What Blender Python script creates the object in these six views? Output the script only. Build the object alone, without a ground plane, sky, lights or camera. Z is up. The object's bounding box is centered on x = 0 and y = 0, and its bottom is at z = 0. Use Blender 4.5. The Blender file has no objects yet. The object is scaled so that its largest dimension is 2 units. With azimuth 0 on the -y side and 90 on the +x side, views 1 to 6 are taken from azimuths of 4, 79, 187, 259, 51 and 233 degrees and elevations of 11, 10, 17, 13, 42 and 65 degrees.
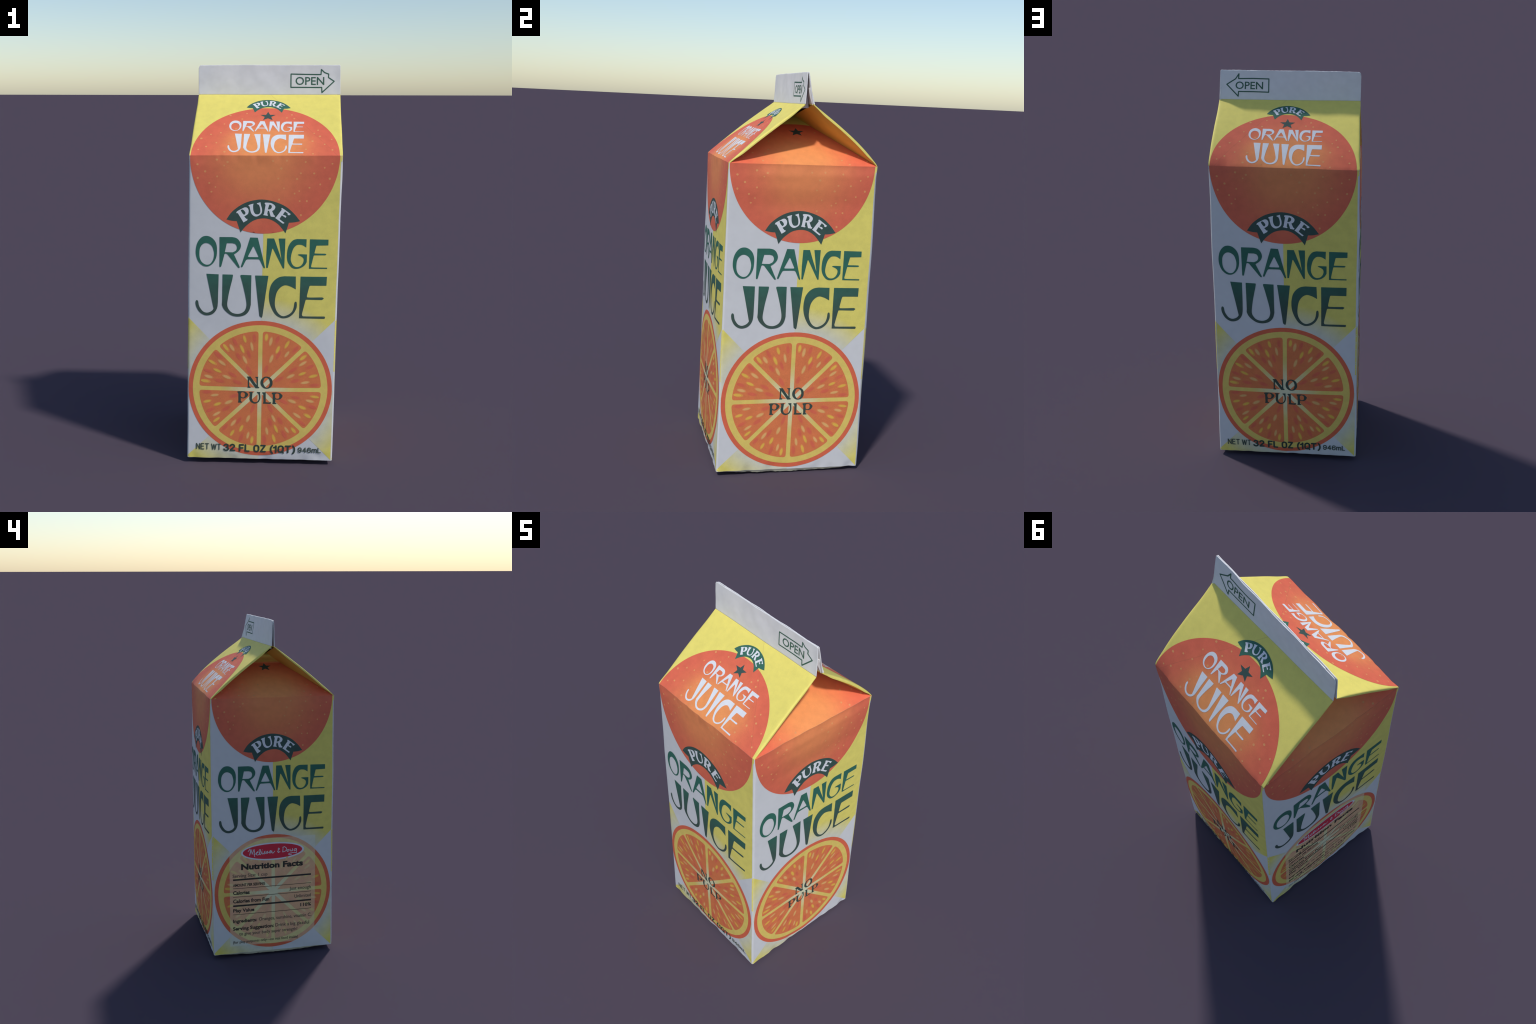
"""Gable-top paper carton of orange juice: four printed side panels, two roof
panels, two folded-in gussets, a pressed top seal and a crimped base.
Artwork is drawn in millimetres on each flat panel (a = right, b = up) and laid
on the curved card as thin ink layers."""
import bpy, bmesh, math, random
from mathutils import Vector, Matrix, noise
from mathutils.geometry import delaunay_2d_cdt

random.seed(7)
V = Vector
TAU = math.tau

# ------------------------------------------------------------------ carton size
FLb, FRb = V((-.376, -.378, .027)), V((.362, -.362, .023))
BRb, BLb = V((.337, .372, .019)), V((-.391, .353, .026))
FLs, FRs = V((-.347, -.374, 1.563)), V((.386, -.360, 1.565))
BRs, BLs = V((.374, .364, 1.568)), V((-.363, .350, 1.566))
# feet of the seal (front sheet / back sheet) and its top middle line
SFL, SFR = V((-.343, -.022, 1.850)), V((.380, -.011, 1.850))
SBL, SBR = V((-.344, -.001, 1.854)), V((.380, .031, 1.852))
STL, STR = V((-.343, -.013, 1.9995)), V((.377, -.002, 1.9995))
# deep ends of the folded-in gussets
GAR, GAL = V((.020, .006, 1.792)), V((-.012, -.002, 1.803))

W, H = 730.0, 1540.0        # art size of a side panel (mm)
RW, RH = 730.0, 455.0       # art size of a roof panel
SW, SH = 730.0, 150.0       # art size of a seal sheet
GRID = 8.0                  # lattice of the card and of large ink areas
CORNER = .009               # rounding of the upright edges


# ------------------------------------------------------------------ helpers
def warp(p):
    """Slow unevenness of the card, the same for everything at one place."""
    q = p * 3.1
    n = noise.noise_vector(q + V((11.3, 4.7, 2.2)))
    m = noise.noise_vector(p * 9.0 + V((1.3, 7.7, 5.2)))
    k = min(1.0, max(0.0, p.z / .05))
    return p + V((n.x * .0028 + m.x * .0006, n.y * .0028 + m.y * .0006,
                  (n.z * .0016 + m.z * .0006) * k))


def shoulder_dent(corner, n, a):
    """Small knocks along a shoulder fold, the same seen from either card."""
    out = V((n.x, n.y, 0)).normalized()
    k = noise.noise(V((a * .010 + 9, corner.x * 37, corner.y * 23)))
    m = noise.noise(V((a * .031 + 4, corner.x * 37, corner.y * 23)))
    return out * (.0045 * k + .0045 * min(0, m + .15))


def smooth(x):
    x = min(1.0, max(0.0, x))
    return x * x * (3 - 2 * x)


def frame(A, B, C, D):
    x = ((B - A) + (C - D)).normalized()
    y = (D + C - A - B)
    z = x.cross(y).normalized()
    y = z.cross(x)
    m = Matrix((x, y, z)).transposed().to_4x4()
    m.translation = (A + B) / 2
    return m


class SidePanel:
    """Bilinear card between four corners, wrapped half way round its edges."""
    def __init__(self, A, B, C, D, bulge, rise=.85, square=.8, brow=0.0):
        self.c = (A, B, C, D)
        self.rise, self.square, self.brow = rise, square, brow
        self.m = frame(A, B, C, D)
        self.inv = self.m.inverted()
        self.n = self.m.to_3x3() @ V((0, 0, 1))
        self.x = self.m.to_3x3() @ V((1, 0, 0))
        self.bulge = bulge
        self.seed = random.random() * 40

    def at(self, a, b, h=0.0):
        A, B, C, D = self.c
        t = b / H
        lo, hi = A.lerp(D, t), B.lerp(C, t)
        wid = (hi - lo).length
        r = CORNER * (1 - .75 * smooth((t - .95) / .05))
        s = a / W + .5
        e = (.5 - abs(s - .5)) * wid
        n = self.n
        if e < r:
            th = (1 - e / r) * math.pi / 4
            side = 1 if s > .5 else -1
            base = (hi if side > 0 else lo) - self.x * side * r - n * r
            n = self.x * side * math.sin(th) + self.n * math.cos(th)
            p = base + n * r
        else:
            p = lo.lerp(hi, s)
        q = self.square
        f = max(0.0, 4 * s * (1 - s)) ** q * max(0.0, math.sin(math.pi * min(1, max(0, t)) ** self.rise)) ** q
        brow = max(0.0, 4 * s * (1 - s)) ** .5 * smooth((b - 1330) / 110) * smooth((H - b) / 60)
        p = p + self.n * (self.bulge * f + self.brow * brow)
        # dents along the crimped base and a slight waviness of the shoulder
        edge = smooth((e - r) / .03)
        d = noise.noise(V((a * .017, self.seed, b * .012)))
        p = p - self.n * .0065 * edge * smooth(1 - b / 50) * max(0, d + .2)
        p = p + shoulder_dent(self.c[3], self.n, a) * edge * smooth((b - 1490) / 50)
        return self.inv @ warp(p + n * h * .001)


class RoofPanel:
    """Sloping card with a fuller curve just above the shoulder."""
    def __init__(self, A, B, C, D, swell_l, swell_r, curl_l, curl_r):
        self.c = (A, B, C, D)
        self.m = frame(A, B, C, D)
        self.inv = self.m.inverted()
        self.n = self.m.to_3x3() @ V((0, 0, 1))
        self.sw = (swell_l, swell_r)
        self.curl = (curl_l, curl_r)
        self.seed = random.random() * 40

    def at(self, a, b, h=0.0):
        A, B, C, D = self.c
        s, t = a / RW + .5, min(1.0, max(0.0, b / RH))
        p = A.lerp(B, s).lerp(D.lerp(C, s), t)
        k = self.sw[0] * (1 - s) + self.sw[1] * s
        mid = .52 + .48 * (2 * s - 1) ** 2
        f = (t ** .75) * (1 - t) ** 1.15 / .413
        p = p + self.n * k * f * mid
        # the board is folded double along the eaves and rolls over there
        depth = self.curl[0] if s < .5 else self.curl[1]
        e = (.5 - abs(s - .5)) * RW * .001
        wide = depth * 1.25
        if e < wide:
            u = 1 - e / wide
            drop = depth * (1 - math.sqrt(max(0.0, 1 - u ** 2.2)))
            p = p - self.n * drop * smooth(b / 90) * smooth((RH - b) / 110 + .1)
        p = p + shoulder_dent(A, self.n, a) * smooth(1 - b / 50) * smooth((.5 - abs(s - .5)) * .73 / .03)
        return self.inv @ warp(p + self.n * h * .001)


class SealSheet:
    def __init__(self, A, B, C, D):
        self.c = (A, B, C, D)
        self.m = frame(A, B, C, D)
        self.inv = self.m.inverted()
        self.n = self.m.to_3x3() @ V((0, 0, 1))

    def at(self, a, b, h=0.0):
        A, B, C, D = self.c
        s, t = a / SW + .5, b / SH
        p = A.lerp(B, s).lerp(D.lerp(C, s), t)
        w = noise.noise(V((a * .009, 5.3, 0)))
        p = p + V((0, 1, 0)) * .0042 * w * smooth(t * 1.3) * smooth((.5 - abs(s - .5)) * 8 + .25)
        p = p + self.n * .0016 * math.sin(t * math.pi) * noise.noise(V((a * .016, 5, b * .012)))
        return self.inv @ warp(p + self.n * h * .001)


class Gusset:
    """Triangle of the side wall folded inwards under the roof."""
    def __init__(self, L, R, apex, choke=0.0):
        self.L, self.R, self.apex, self.choke = L, R, apex, choke
        mid = (L + R) / 2
        self.len = (apex - mid).length * 1000
        self.half = (R - L).length * 500
        self.m = frame(L, R, apex + (R - L) / 2, apex - (R - L) / 2)
        self.inv = self.m.inverted()
        self.n = self.m.to_3x3() @ V((0, 0, 1))

    def at(self, a, b, h=0.0):
        t = b / self.len
        mid = ((self.L + self.R) / 2).lerp(self.apex, t)
        p = mid + (self.R - self.L).normalized() * a * .001
        f = max(0.0, 4 * t * (1 - t)) * max(0.0, 1 - (a / (self.half + 1)) ** 2)
        p = p + self.n * .007 * f * (1 - t) ** 3
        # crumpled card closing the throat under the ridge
        out = V((self.n.x, self.n.y, 0)).normalized()
        p = p + out * self.choke * smooth((t - .70) / .26)
        p = p + shoulder_dent(self.L, self.n, a) * smooth(1 - b / 50) * smooth((self.half - abs(a)) / 30)
        return self.inv @ warp(p + self.n * h * .001)

    def reach(self, b):
        return max(0.0, (self.half - 2) * (1 - b / self.len))


# ------------------------------------------------------------------ materials
def lin(r, g, b):
    f = lambda c: c / 12.92 if c <= .04045 else ((c + .055) / 1.055) ** 2.4
    return (f(r / 255), f(g / 255), f(b / 255), 1)


class Nodes:
    def __init__(self, name, rough=.62, spec=.25):
        self.mat = bpy.data.materials.new(name)
        self.mat.use_nodes = True
        self.t = self.mat.node_tree
        self.b = self.t.nodes['Principled BSDF']
        self.b.inputs['Roughness'].default_value = rough
        self.b.inputs['Specular IOR Level'].default_value = spec
        self.co = self.t.nodes.new('ShaderNodeTexCoord').outputs['Object']

    def new(self, kind, **kw):
        n = self.t.nodes.new(kind)
        for k, v in kw.items():
            setattr(n, k, v)
        return n

    def put(self, sock, val):
        if hasattr(val, 'is_linked') or isinstance(val, bpy.types.NodeSocket):
            self.t.links.new(val, sock)
        else:
            sock.default_value = val

    def math(self, op, a, b=0.0, c=0.0):
        n = self.new('ShaderNodeMath', operation=op)
        for s, v in zip(n.inputs, (a, b, c)):
            self.put(s, v)
        return n.outputs[0]

    def mix(self, fac, a, b, mode='MIX'):
        n = self.new('ShaderNodeMix', data_type='RGBA', blend_type=mode)
        self.put(n.inputs[0], fac)
        self.put(n.inputs[6], a)
        self.put(n.inputs[7], b)
        return n.outputs[2]

    def xyz(self):
        n = self.new('ShaderNodeSeparateXYZ')
        self.put(n.inputs[0], self.co)
        return n.outputs

    def ramp(self, val, lo, hi, kind='SMOOTHSTEP'):
        n = self.new('ShaderNodeMapRange', interpolation_type=kind)
        self.put(n.inputs[0], val)
        n.inputs[1].default_value, n.inputs[2].default_value = lo, hi
        return n.outputs[0]

    def noise(self, scale, detail=3.0):
        n = self.new('ShaderNodeTexNoise')
        self.put(n.inputs['Vector'], self.co)
        n.inputs['Scale'].default_value = scale
        n.inputs['Detail'].default_value = detail
        return n.outputs[0]

    def radius(self, cx, cy, sx=1.0, sy=1.0):
        x, y, _ = self.xyz()
        dx = self.math('DIVIDE', self.math('SUBTRACT', x, cx), sx)
        dy = self.math('DIVIDE', self.math('SUBTRACT', y, cy), sy)
        return self.math('SQRT', self.math('ADD', self.math('MULTIPLY', dx, dx),
                                           self.math('MULTIPLY', dy, dy)))

    def label_tint(self, col, fac=.45, pale=(.80, .75, .47, 1)):
        """Half-clear pale box printed behind the facts on one panel."""
        x, y, _ = self.xyz()
        c, d = LABEL[0], LABEL[1]
        ins = 1.0
        m = None
        for v, (l, h) in ((x, c), (y, d)):
            k = self.math('MULTIPLY', self.math('GREATER_THAN', v, l * .001),
                          self.math('LESS_THAN', v, h * .001))
            m = k if m is None else self.math('MULTIPLY', m, k)
        return self.mix(self.math('MULTIPLY', m, fac), col, pale)

    def crease(self, col, side):
        """Faint line, crease shading darkened into the colour, where the folded card underneath presses through."""
        x, y, _ = self.xyz()
        d = Vector((303, -415)).normalized()
        off = self.math('ADD', self.math('MULTIPLY', self.math('SUBTRACT', self.math('MULTIPLY', x, side), .014), -d.y),
                        self.math('MULTIPLY', self.math('SUBTRACT', y, .450), d.x))
        off = self.math('ABSOLUTE', self.math('MULTIPLY_ADD', self.noise(9, 2), .008, self.math('SUBTRACT', off, .004)))
        k = self.math('MULTIPLY_ADD', self.ramp(off, .0006, .0030), -.13, .13)
        return self.mix(k, col, (.25, .10, .05, 1))

    def finish(self, col, grain=.05, coarse=.05, bump=.06):
        """Paper-and-ink mottling, then a faint card grain."""
        g = self.ramp(self.noise(420, 2), .3, .7, 'LINEAR')
        k = self.ramp(self.noise(26, 4), .3, .7, 'LINEAR')
        v = self.math('ADD', self.math('MULTIPLY_ADD', g, grain * 2, 1 - grain),
                      self.math('MULTIPLY_ADD', k, coarse * 2, -coarse))
        vv = self.new('ShaderNodeCombineColor')
        for i in range(3):
            self.put(vv.inputs[i], v)
        out = self.mix(1.0, col, vv.outputs[0], 'MULTIPLY')
        self.put(self.b.inputs['Base Color'], out)
        bp = self.new('ShaderNodeBump')
        bp.inputs['Strength'].default_value = bump
        bp.inputs['Distance'].default_value = .002
        self.put(bp.inputs['Height'], self.noise(150, 4))
        self.put(self.b.inputs['Normal'], bp.outputs[0])
        return self.mat


WHITE = (.68, .68, .685, 1)
YELLOW = (.84, .72, .168, 1)
YELLOW_INK = (.80, .695, .165, 1)  # roof yellow darkened to bake in the dimmer light on the walls
ORANGE_MID = (.83, .265, .100, 1)  # wall oranges toned down below the roof's, carrying wall shade in the ink
ORANGE_RIM = (.74, .156, .088, 1)
RIND = (.75, .152, .076, 1)
PITH = (.80, .60, .150, 1)
FLESH = (.77, .215, .080, 1)
SEED_GOLD = (.84, .50, .085, 1)
SEED_PALE = (.83, .46, .165, 1)
SEED_RED = (.755, .155, .085, 1)
GREEN_TOP = (.036, .150, .108, 1)
GREEN_LOW = (.056, .094, .077, 1)
DARK_GREEN = (.048, .092, .078, 1)
LABEL = ((-268, 254), (46, 709))
SLICE = (-4.0, 371.0)


def plain(name, col, grain=.04, coarse=.04, fold=0, bump=.05, **kw):
    n = Nodes(name, **kw)
    if fold:
        col = n.crease(col, fold)
    return n.finish(col, grain, coarse, bump)


def yellow_fade(name, label=False):
    """Yellow that pales to paper white next to the fruit slice."""
    n = Nodes(name)
    r = n.radius(SLICE[0] * .001, SLICE[1] * .001)
    col = n.mix(n.ramp(r, .362, .480, 'LINEAR'), (.68, .67, .55, 1), YELLOW_INK)
    if label:
        col = n.label_tint(col, .55, (.74, .745, .66, 1))
    return n.finish(col)


def orange_skin(name, cx, cy, sx, sy, glow=0.0, fold=0, mid=ORANGE_MID, rim=ORANGE_RIM):
    n = Nodes(name)
    r = n.radius(cx * .001, cy * .001, sx * .001, sy * .001)
    wob = n.math('MULTIPLY_ADD', n.noise(7, 3), .22, -.11)
    f = n.ramp(n.math('ADD', r, wob), .18, .95)
    col = n.mix(f, mid, rim)
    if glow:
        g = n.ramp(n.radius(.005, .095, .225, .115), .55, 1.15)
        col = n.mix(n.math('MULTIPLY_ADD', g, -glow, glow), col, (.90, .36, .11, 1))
    if fold:
        col = n.crease(col, fold)
    return n.finish(col, .05, .05)


def lettering(name, top, low, b0, b1):
    n = Nodes(name)
    _, y, _ = n.xyz()
    col = n.mix(n.ramp(y, b0 * .001, b1 * .001, 'LINEAR'), low, top)
    return n.finish(col, .08, .08)


def slice_ink(name, col, centre=None, label=False, grain=.05):
    n = Nodes(name)
    c = n.mix(0.0, col, col)
    if centre:
        r = n.radius(SLICE[0] * .001, SLICE[1] * .001)
        c = n.mix(n.ramp(r, .015, .21), centre, col)
    if label:
        c = n.label_tint(c)
    return n.finish(c, grain, .05)


MAT = {}


def build_materials():
    M = MAT
    M['paper'] = plain('white_card', WHITE, .02, .02, bump=.03)
    M['roof'] = plain('yellow_card', YELLOW)
    M['under'] = plain('yellow_card_fold', (.80, .58, .12, 1))
    M['seal'] = plain('white_seal_card', (.84, .825, .815, 1), .02, .035, bump=.03)
    M['white_ink'] = plain('white_ink', (.76, .77, .80, 1))
    M['ribbon'] = plain('dark_green_ink', DARK_GREEN, .08, .08)
    M['roof_ribbon'] = plain('green_ink', (.045, .150, .105, 1), .08, .08)
    M['star'] = plain('star_ink', (.050, .090, .080, 1), .08, .08)
    M['letters'] = lettering('green_lettering', GREEN_TOP, GREEN_LOW, 800, 1010)
    M['dark'] = plain('dark_text_ink', (.048, .075, .062, 1), .05, .05)
    M['thin'] = plain('thin_text_ink', (.075, .105, .085, 1), .05, .05)
    M['black'] = plain('black_text_ink', (.042, .038, .032, 1), .05, .05)
    M['grey_text'] = plain('grey_text_ink', (.11, .095, .07, 1), .05, .05)
    M['arrow'] = plain('arrow_ink', (.060, .150, .105, 1), .05, .05)
    M['dot'] = plain('pore_ink', (.81, .33, .13, 1))
    M['skin'] = orange_skin('orange_skin_ink', -4, 1540, 357, 376)
    for k, fold in (('', 1), ('_far', -1)):
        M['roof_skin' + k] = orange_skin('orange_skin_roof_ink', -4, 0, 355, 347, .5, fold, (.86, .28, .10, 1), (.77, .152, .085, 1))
        M['roof_card' + k] = plain('yellow_roof_card', YELLOW, fold=fold)
    M['gusset_skin'] = orange_skin('orange_skin_gusset_ink', 0, 70, 330, 290, 0, 0, (.92, .33, .11, 1), (.84, .165, .085, 1))  # both oranges lightened to paint in the sun falling on the gusset
    M['badge'] = plain('red_badge_ink', (.68, .035, .065, 1))
    for lab in (False, True):
        s = '_label' if lab else ''
        M['yellow' + s] = yellow_fade('yellow_fade' + s, lab)
        M['rind' + s] = slice_ink('rind_ink' + s, RIND, None, lab)
        M['pith' + s] = slice_ink('pith_ink' + s, PITH, (.75, .72, .48, 1), lab)
        M['pulp' + s] = slice_ink('pulp_ink' + s, FLESH, None, lab, .10)
        for k, c in (('gold', SEED_GOLD), ('pale', SEED_PALE), ('red', SEED_RED)):
            M[k + s] = slice_ink(k + '_seed_ink' + s, c, None, lab)
            mid = tuple(p * .55 + q * .45 for p, q in zip(FLESH, c))
            M[k + '_soft' + s] = slice_ink(k + '_seed_halo_ink' + s, mid, None, lab)


# ------------------------------------------------------------------ building
ROOT = None


def add(name, mesh, mat, parent, matrix=None, kind=None, sharp=None):
    ob = bpy.data.objects.new(name, mesh)
    bpy.context.scene.collection.objects.link(ob)
    if mat:
        mesh.materials.append(mat)
    ob.parent = parent
    if matrix is not None:
        ob.matrix_world = matrix
    mesh.shade_smooth()
    if sharp is not None:
        mesh.set_sharp_from_angle(angle=math.radians(sharp))
    if kind:
        ob['kind'] = kind
    return ob


def grid_mesh(name, surf, a0, a1, b0, b1, extra_edges=True):
    """Card mesh on the lattice, with finer columns round the edges."""
    cols = [a0 + (a1 - a0) * i / round((a1 - a0) / GRID) for i in range(round((a1 - a0) / GRID) + 1)]
    if extra_edges:
        e = [CORNER * 1000 * k for k in (.2, .4, .6, .8, 1)]
        cols = sorted(set([c for c in cols if a0 + 10 < c < a1 - 10] + [a0, a1]
                          + [a0 + k for k in e] + [a1 - k for k in e]))
    rows = [b0 + (b1 - b0) * i / round((b1 - b0) / GRID) for i in range(round((b1 - b0) / GRID) + 1)]
    vs = [surf.at(a, b) for b in rows for a in cols]
    n = len(cols)
    fs = [(j * n + i, j * n + i + 1, (j + 1) * n + i + 1, (j + 1) * n + i)
          for j in range(len(rows) - 1) for i in range(n - 1)]
    me = bpy.data.meshes.new(name)
    me.from_pydata(vs, [], fs)
    return me


def ring_smooth(pts, step=4):
    """Outline from control points: (a, b) is a corner, (a, b, 1) is passed in a curve."""
    n = len(pts)
    out = []
    for i in range(n):
        p0, p1, p2, p3 = (pts[(i + k) % n] for k in (-1, 0, 1, 2))
        q0, q1, q2, q3 = (V(p[:2]) for p in (p0, p1, p2, p3))
        out.append(q1)
        s1, s2 = len(p1) > 2, len(p2) > 2
        if not (s1 or s2):
            continue
        m1 = (q2 - q0) * .5 if s1 else (q2 - q1)
        m2 = (q3 - q1) * .5 if s2 else (q2 - q1)
        L = (q2 - q1).length
        for m in (m1, m2):
            if m.length > 1.4 * L:
                m *= 1.4 * L / m.length
        for k in range(1, step):
            t = k / step
            out.append(q1 * (2 * t**3 - 3 * t**2 + 1) + m1 * (t**3 - 2 * t**2 + t)
                       + q2 * (3 * t**2 - 2 * t**3) + m2 * (t**3 - t**2))
    return out


def ellipse(cx, cy, rx, ry, n=64, rot=0.0):
    c, s = math.cos(rot), math.sin(rot)
    return [V((cx + rx * math.cos(t) * c - ry * math.sin(t) * s,
               cy + rx * math.cos(t) * s + ry * math.sin(t) * c))
            for t in (TAU * i / n for i in range(n))]


def densify(ring, step):
    out = []
    for p, q in zip(ring, ring[1:] + ring[:1]):
        k = max(1, int((q - p).length / step))
        out += [p.lerp(q, i / k) for i in range(k)]
    return out


def inside(ring, p):
    hit = False
    for q, r in zip(ring, ring[1:] + ring[:1]):
        if (q.y > p.y) != (r.y > p.y) and p.x < (r.x - q.x) * (p.y - q.y) / (r.y - q.y) + q.x:
            hit = not hit
    return hit


def fill(shapes, fine=True):
    """Triangulate shapes (each a list of rings, even-odd) in art space."""
    VS, FS = [], []
    for rings in shapes:
        if fine:
            rings = [densify(r, 10) for r in rings]
        pts, edges = [], []
        for r in rings:
            o = len(pts)
            pts += r
            edges += [(o + i, o + (i + 1) % len(r)) for i in range(len(r))]
        if fine:
            xs, ys = [p.x for p in pts], [p.y for p in pts]
            for i in range(math.ceil(min(xs) / GRID), math.floor(max(xs) / GRID) + 1):
                for j in range(math.ceil(min(ys) / GRID), math.floor(max(ys) / GRID) + 1):
                    pts.append(V((i * GRID, j * GRID)))
        v, _, f, *_ = delaunay_2d_cdt(pts, edges, [], 1, 1e-4)
        if len(rings) > 1:
            f = [t for t in f if not any(inside(r, sum((v[k] for k in t), V((0, 0))) / 3) for r in rings[1:])]
        o = len(VS)
        VS += [tuple(p) for p in v]
        FS += [tuple(o + k for k in t) for t in f]
    used = sorted({k for t in FS for k in t})
    idx = {k: i for i, k in enumerate(used)}
    return [VS[k] for k in used], [tuple(idx[k] for k in t) for t in FS]


def ink(name, surf, flat, mat, parent, h, da=0.0, db=0.0, kind=None):
    vs, fs = flat
    me = bpy.data.meshes.new(name)
    me.from_pydata([surf.at(a + da, b + db, h) for a, b in vs], [], fs)
    bm = bmesh.new()
    bm.from_mesh(me)
    for f in bm.faces:
        if f.normal.z < 0:
            f.normal_flip()
    bm.to_mesh(me)
    bm.free()
    return add(name, me, mat, parent, surf.m, kind)


# ------------------------------------------------------------------ lettering outlines (mm on a side panel)
ORANGE = [
    [[(-277,1148,1),(-257,1143,1),(-239,1128,1),(-228,1106,1),(-225,1078,1),(-228,1044,1),(-241,1016,1),(-258,1001,1),(-276,996,1),(-295,1001,1),(-314,1018,1),(-325,1042,1),(-329,1069,1),(-325,1101,1),(-314,1126,1),(-297,1143,1)],
     [(-277,1113,1),(-263,1109,1),(-250,1098,1),(-243,1081,1),(-239,1060,1),(-242,1035,1),(-251,1017,1),(-262,1007,1),(-276,1005,1),(-289,1010,1),(-301,1021,1),(-309,1039,1),(-311,1061,1),(-309,1083,1),(-302,1099,1),(-290,1110,1)]],
    [[(-213,1143),(-152,1143),(-132,1138,1),(-118,1125,1),(-110,1104,1),(-114,1085,1),(-126,1070,1),(-143,1058),(-114,997),(-114,992,1),(-119,991,1),(-126,998),(-175,1059),(-184,1062,1),(-189,1058),(-203,999),(-207,994,1),(-212,997)],
     [(-178,1113),(-150,1113),(-136,1108,1),(-129,1093,1),(-134,1077,1),(-150,1068),(-187,1069)]],
    [[(-66,1142),(-30,1141),(8,996),(7,991,1),(2,992,1),(-17,1030),(-24,1035,1),(-77,1035),(-84,1030,1),(-100,996),(-104,994,1),(-108,998)],
     [(-52,1097),(-50,1098,1),(-47,1096),(-25,1050),(-27,1046,1),(-71,1046),(-75,1049,1)]],
    [[(15,1138),(48,1138),(87,1032),(70,1138),(102,1138),(101,992),(97,990,1),(93,994),(44,1087),(42,1088,1),(40,1086),(22,993),(19,992,1),(14,993),(13,1055)]],
    [[(205,1135),(158,1136),(140,1130,1),(125,1114,1),(115,1089,1),(112,1054,1),(116,1026,1),(128,1005,1),(143,992,1),(162,989,1),(182,994,1),(199,1006,1),(209,1022),(209,1060),(174,1061),(165,1059,1),(167,1056,1),(181,1050,1),(192,1041,1),(194,1028,1),(188,1012,1),(176,1001,1),(160,998,1),(146,1004,1),(136,1018,1),(131,1037,1),(134,1064,1),(142,1089,1),(156,1105,1),(171,1108,1),(187,1105,1),(204,1094)]],
    [[(221,1135),(311,1133),(311,1105),(256,1104),(253,1102,1),(245,1067),(247,1065,1),(296,1064),(303,1061,1),(298,1056),(246,1056),(242,1054,1),(231,1002),(234,997,1),(309,995),(309,989),(221,990)]],
]
JUICE = [
    [[(-275,960),(-215,958),(-216,815),(-219,790,1),(-229,769,1),(-246,754,1),(-270,748,1),(-291,753,1),(-310,768,1),(-323,791,1),(-327,810,1),(-325,822,1),(-320,825,1),(-314,820,1),(-310,799,1),(-302,783,1),(-289,768,1),(-272,762,1),(-256,766,1),(-244,774,1),(-237,784)]],
    [[(-196,958),(-147,957),(-145,953,1),(-148,933),(-160,879,1),(-167,837,1),(-170,807,1),(-166,788,1),(-153,770,1),(-136,761,1),(-115,759,1),(-97,765,1),(-83,778,1),(-76,801,1),(-79,833,1),(-89,878,1),(-101,924,1),(-109,950),(-106,956,1),(-56,955),(-55,806),(-61,781,1),(-73,762,1),(-92,750,1),(-118,745,1),(-145,749,1),(-169,764,1),(-187,783,1),(-196,803),(-195,823)]],
    [[(-38,954),(26,953),(3,751),(-1,742,1),(-12,750)]],
    [[(159,951),(104,952),(79,947,1),(56,931,1),(39,904,1),(32,862,1),(35,823,1),(47,789,1),(65,760,1),(87,745,1),(106,741,1),(131,747,1),(153,765,1),(166,789,1),(169,807,1),(167,823,1),(162,826,1),(157,820,1),(154,796,1),(146,775,1),(129,760,1),(106,752,1),(87,759,1),(71,778,1),(62,806,1),(63,840,1),(70,872,1),(87,896,1),(108,907,1),(130,903,1),(148,895,1),(161,887)]],
    [[(182,951),(310,950),(309,906),(233,907),(227,904,1),(216,855),(220,848,1),(291,848),(299,843,1),(291,835),(216,837),(211,834,1),(195,763),(201,753,1),(305,752),(308,747,1),(305,740),(182,743)]],
]
PURE = [
    [[(-134,1260),(-130,1269,1),(-96,1288),(-85,1288,1),(-77,1280,1),(-75,1269,1),(-79,1256,1),(-96,1244),(-86,1233),(-80,1233),(-81,1226),(-99,1215),(-103,1222),(-124,1256),(-127,1260)],
     [(-113,1275),(-105,1278,1),(-96,1272,1),(-90,1262,1),(-93,1255,1),(-98,1253,1),(-107,1263,1)]],
    [[(-77,1296),(-72,1301,1),(-52,1307),(-54,1295,1),(-52,1273,1),(-44,1258,1),(-33,1255,1),(-23,1259,1),(-19,1270,1),(-21,1288,1),(-26,1301),(-36,1306),(-35,1309),(-19,1314),(-16,1299,1),(-11,1281,1),(-12,1264,1),(-20,1253,1),(-36,1245,1),(-49,1247,1),(-61,1258,1),(-67,1275,1),(-71,1293)]],
    [[(1,1308),(5,1312,1),(18,1312),(35,1309,1),(50,1298,1),(52,1287,1),(46,1277,1),(37,1272),(46,1252),(52,1248),(49,1242),(31,1245),(29,1251),(23,1272),(17,1273),(14,1256),(18,1253),(16,1248),(-5,1252),(-1,1259),(6,1301)],
     [(24,1303),(33,1300,1),(36,1292,1),(32,1283,1),(23,1279),(17,1280)]],
    [[(81,1283),(85,1287,1),(127,1257),(119,1251),(112,1254),(112,1260),(99,1270),(89,1255),(93,1252),(100,1251),(106,1245),(102,1239),(84,1251),(73,1234),(76,1230),(97,1214),(90,1210),(52,1238),(58,1244),(83,1278)]],
]
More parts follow.
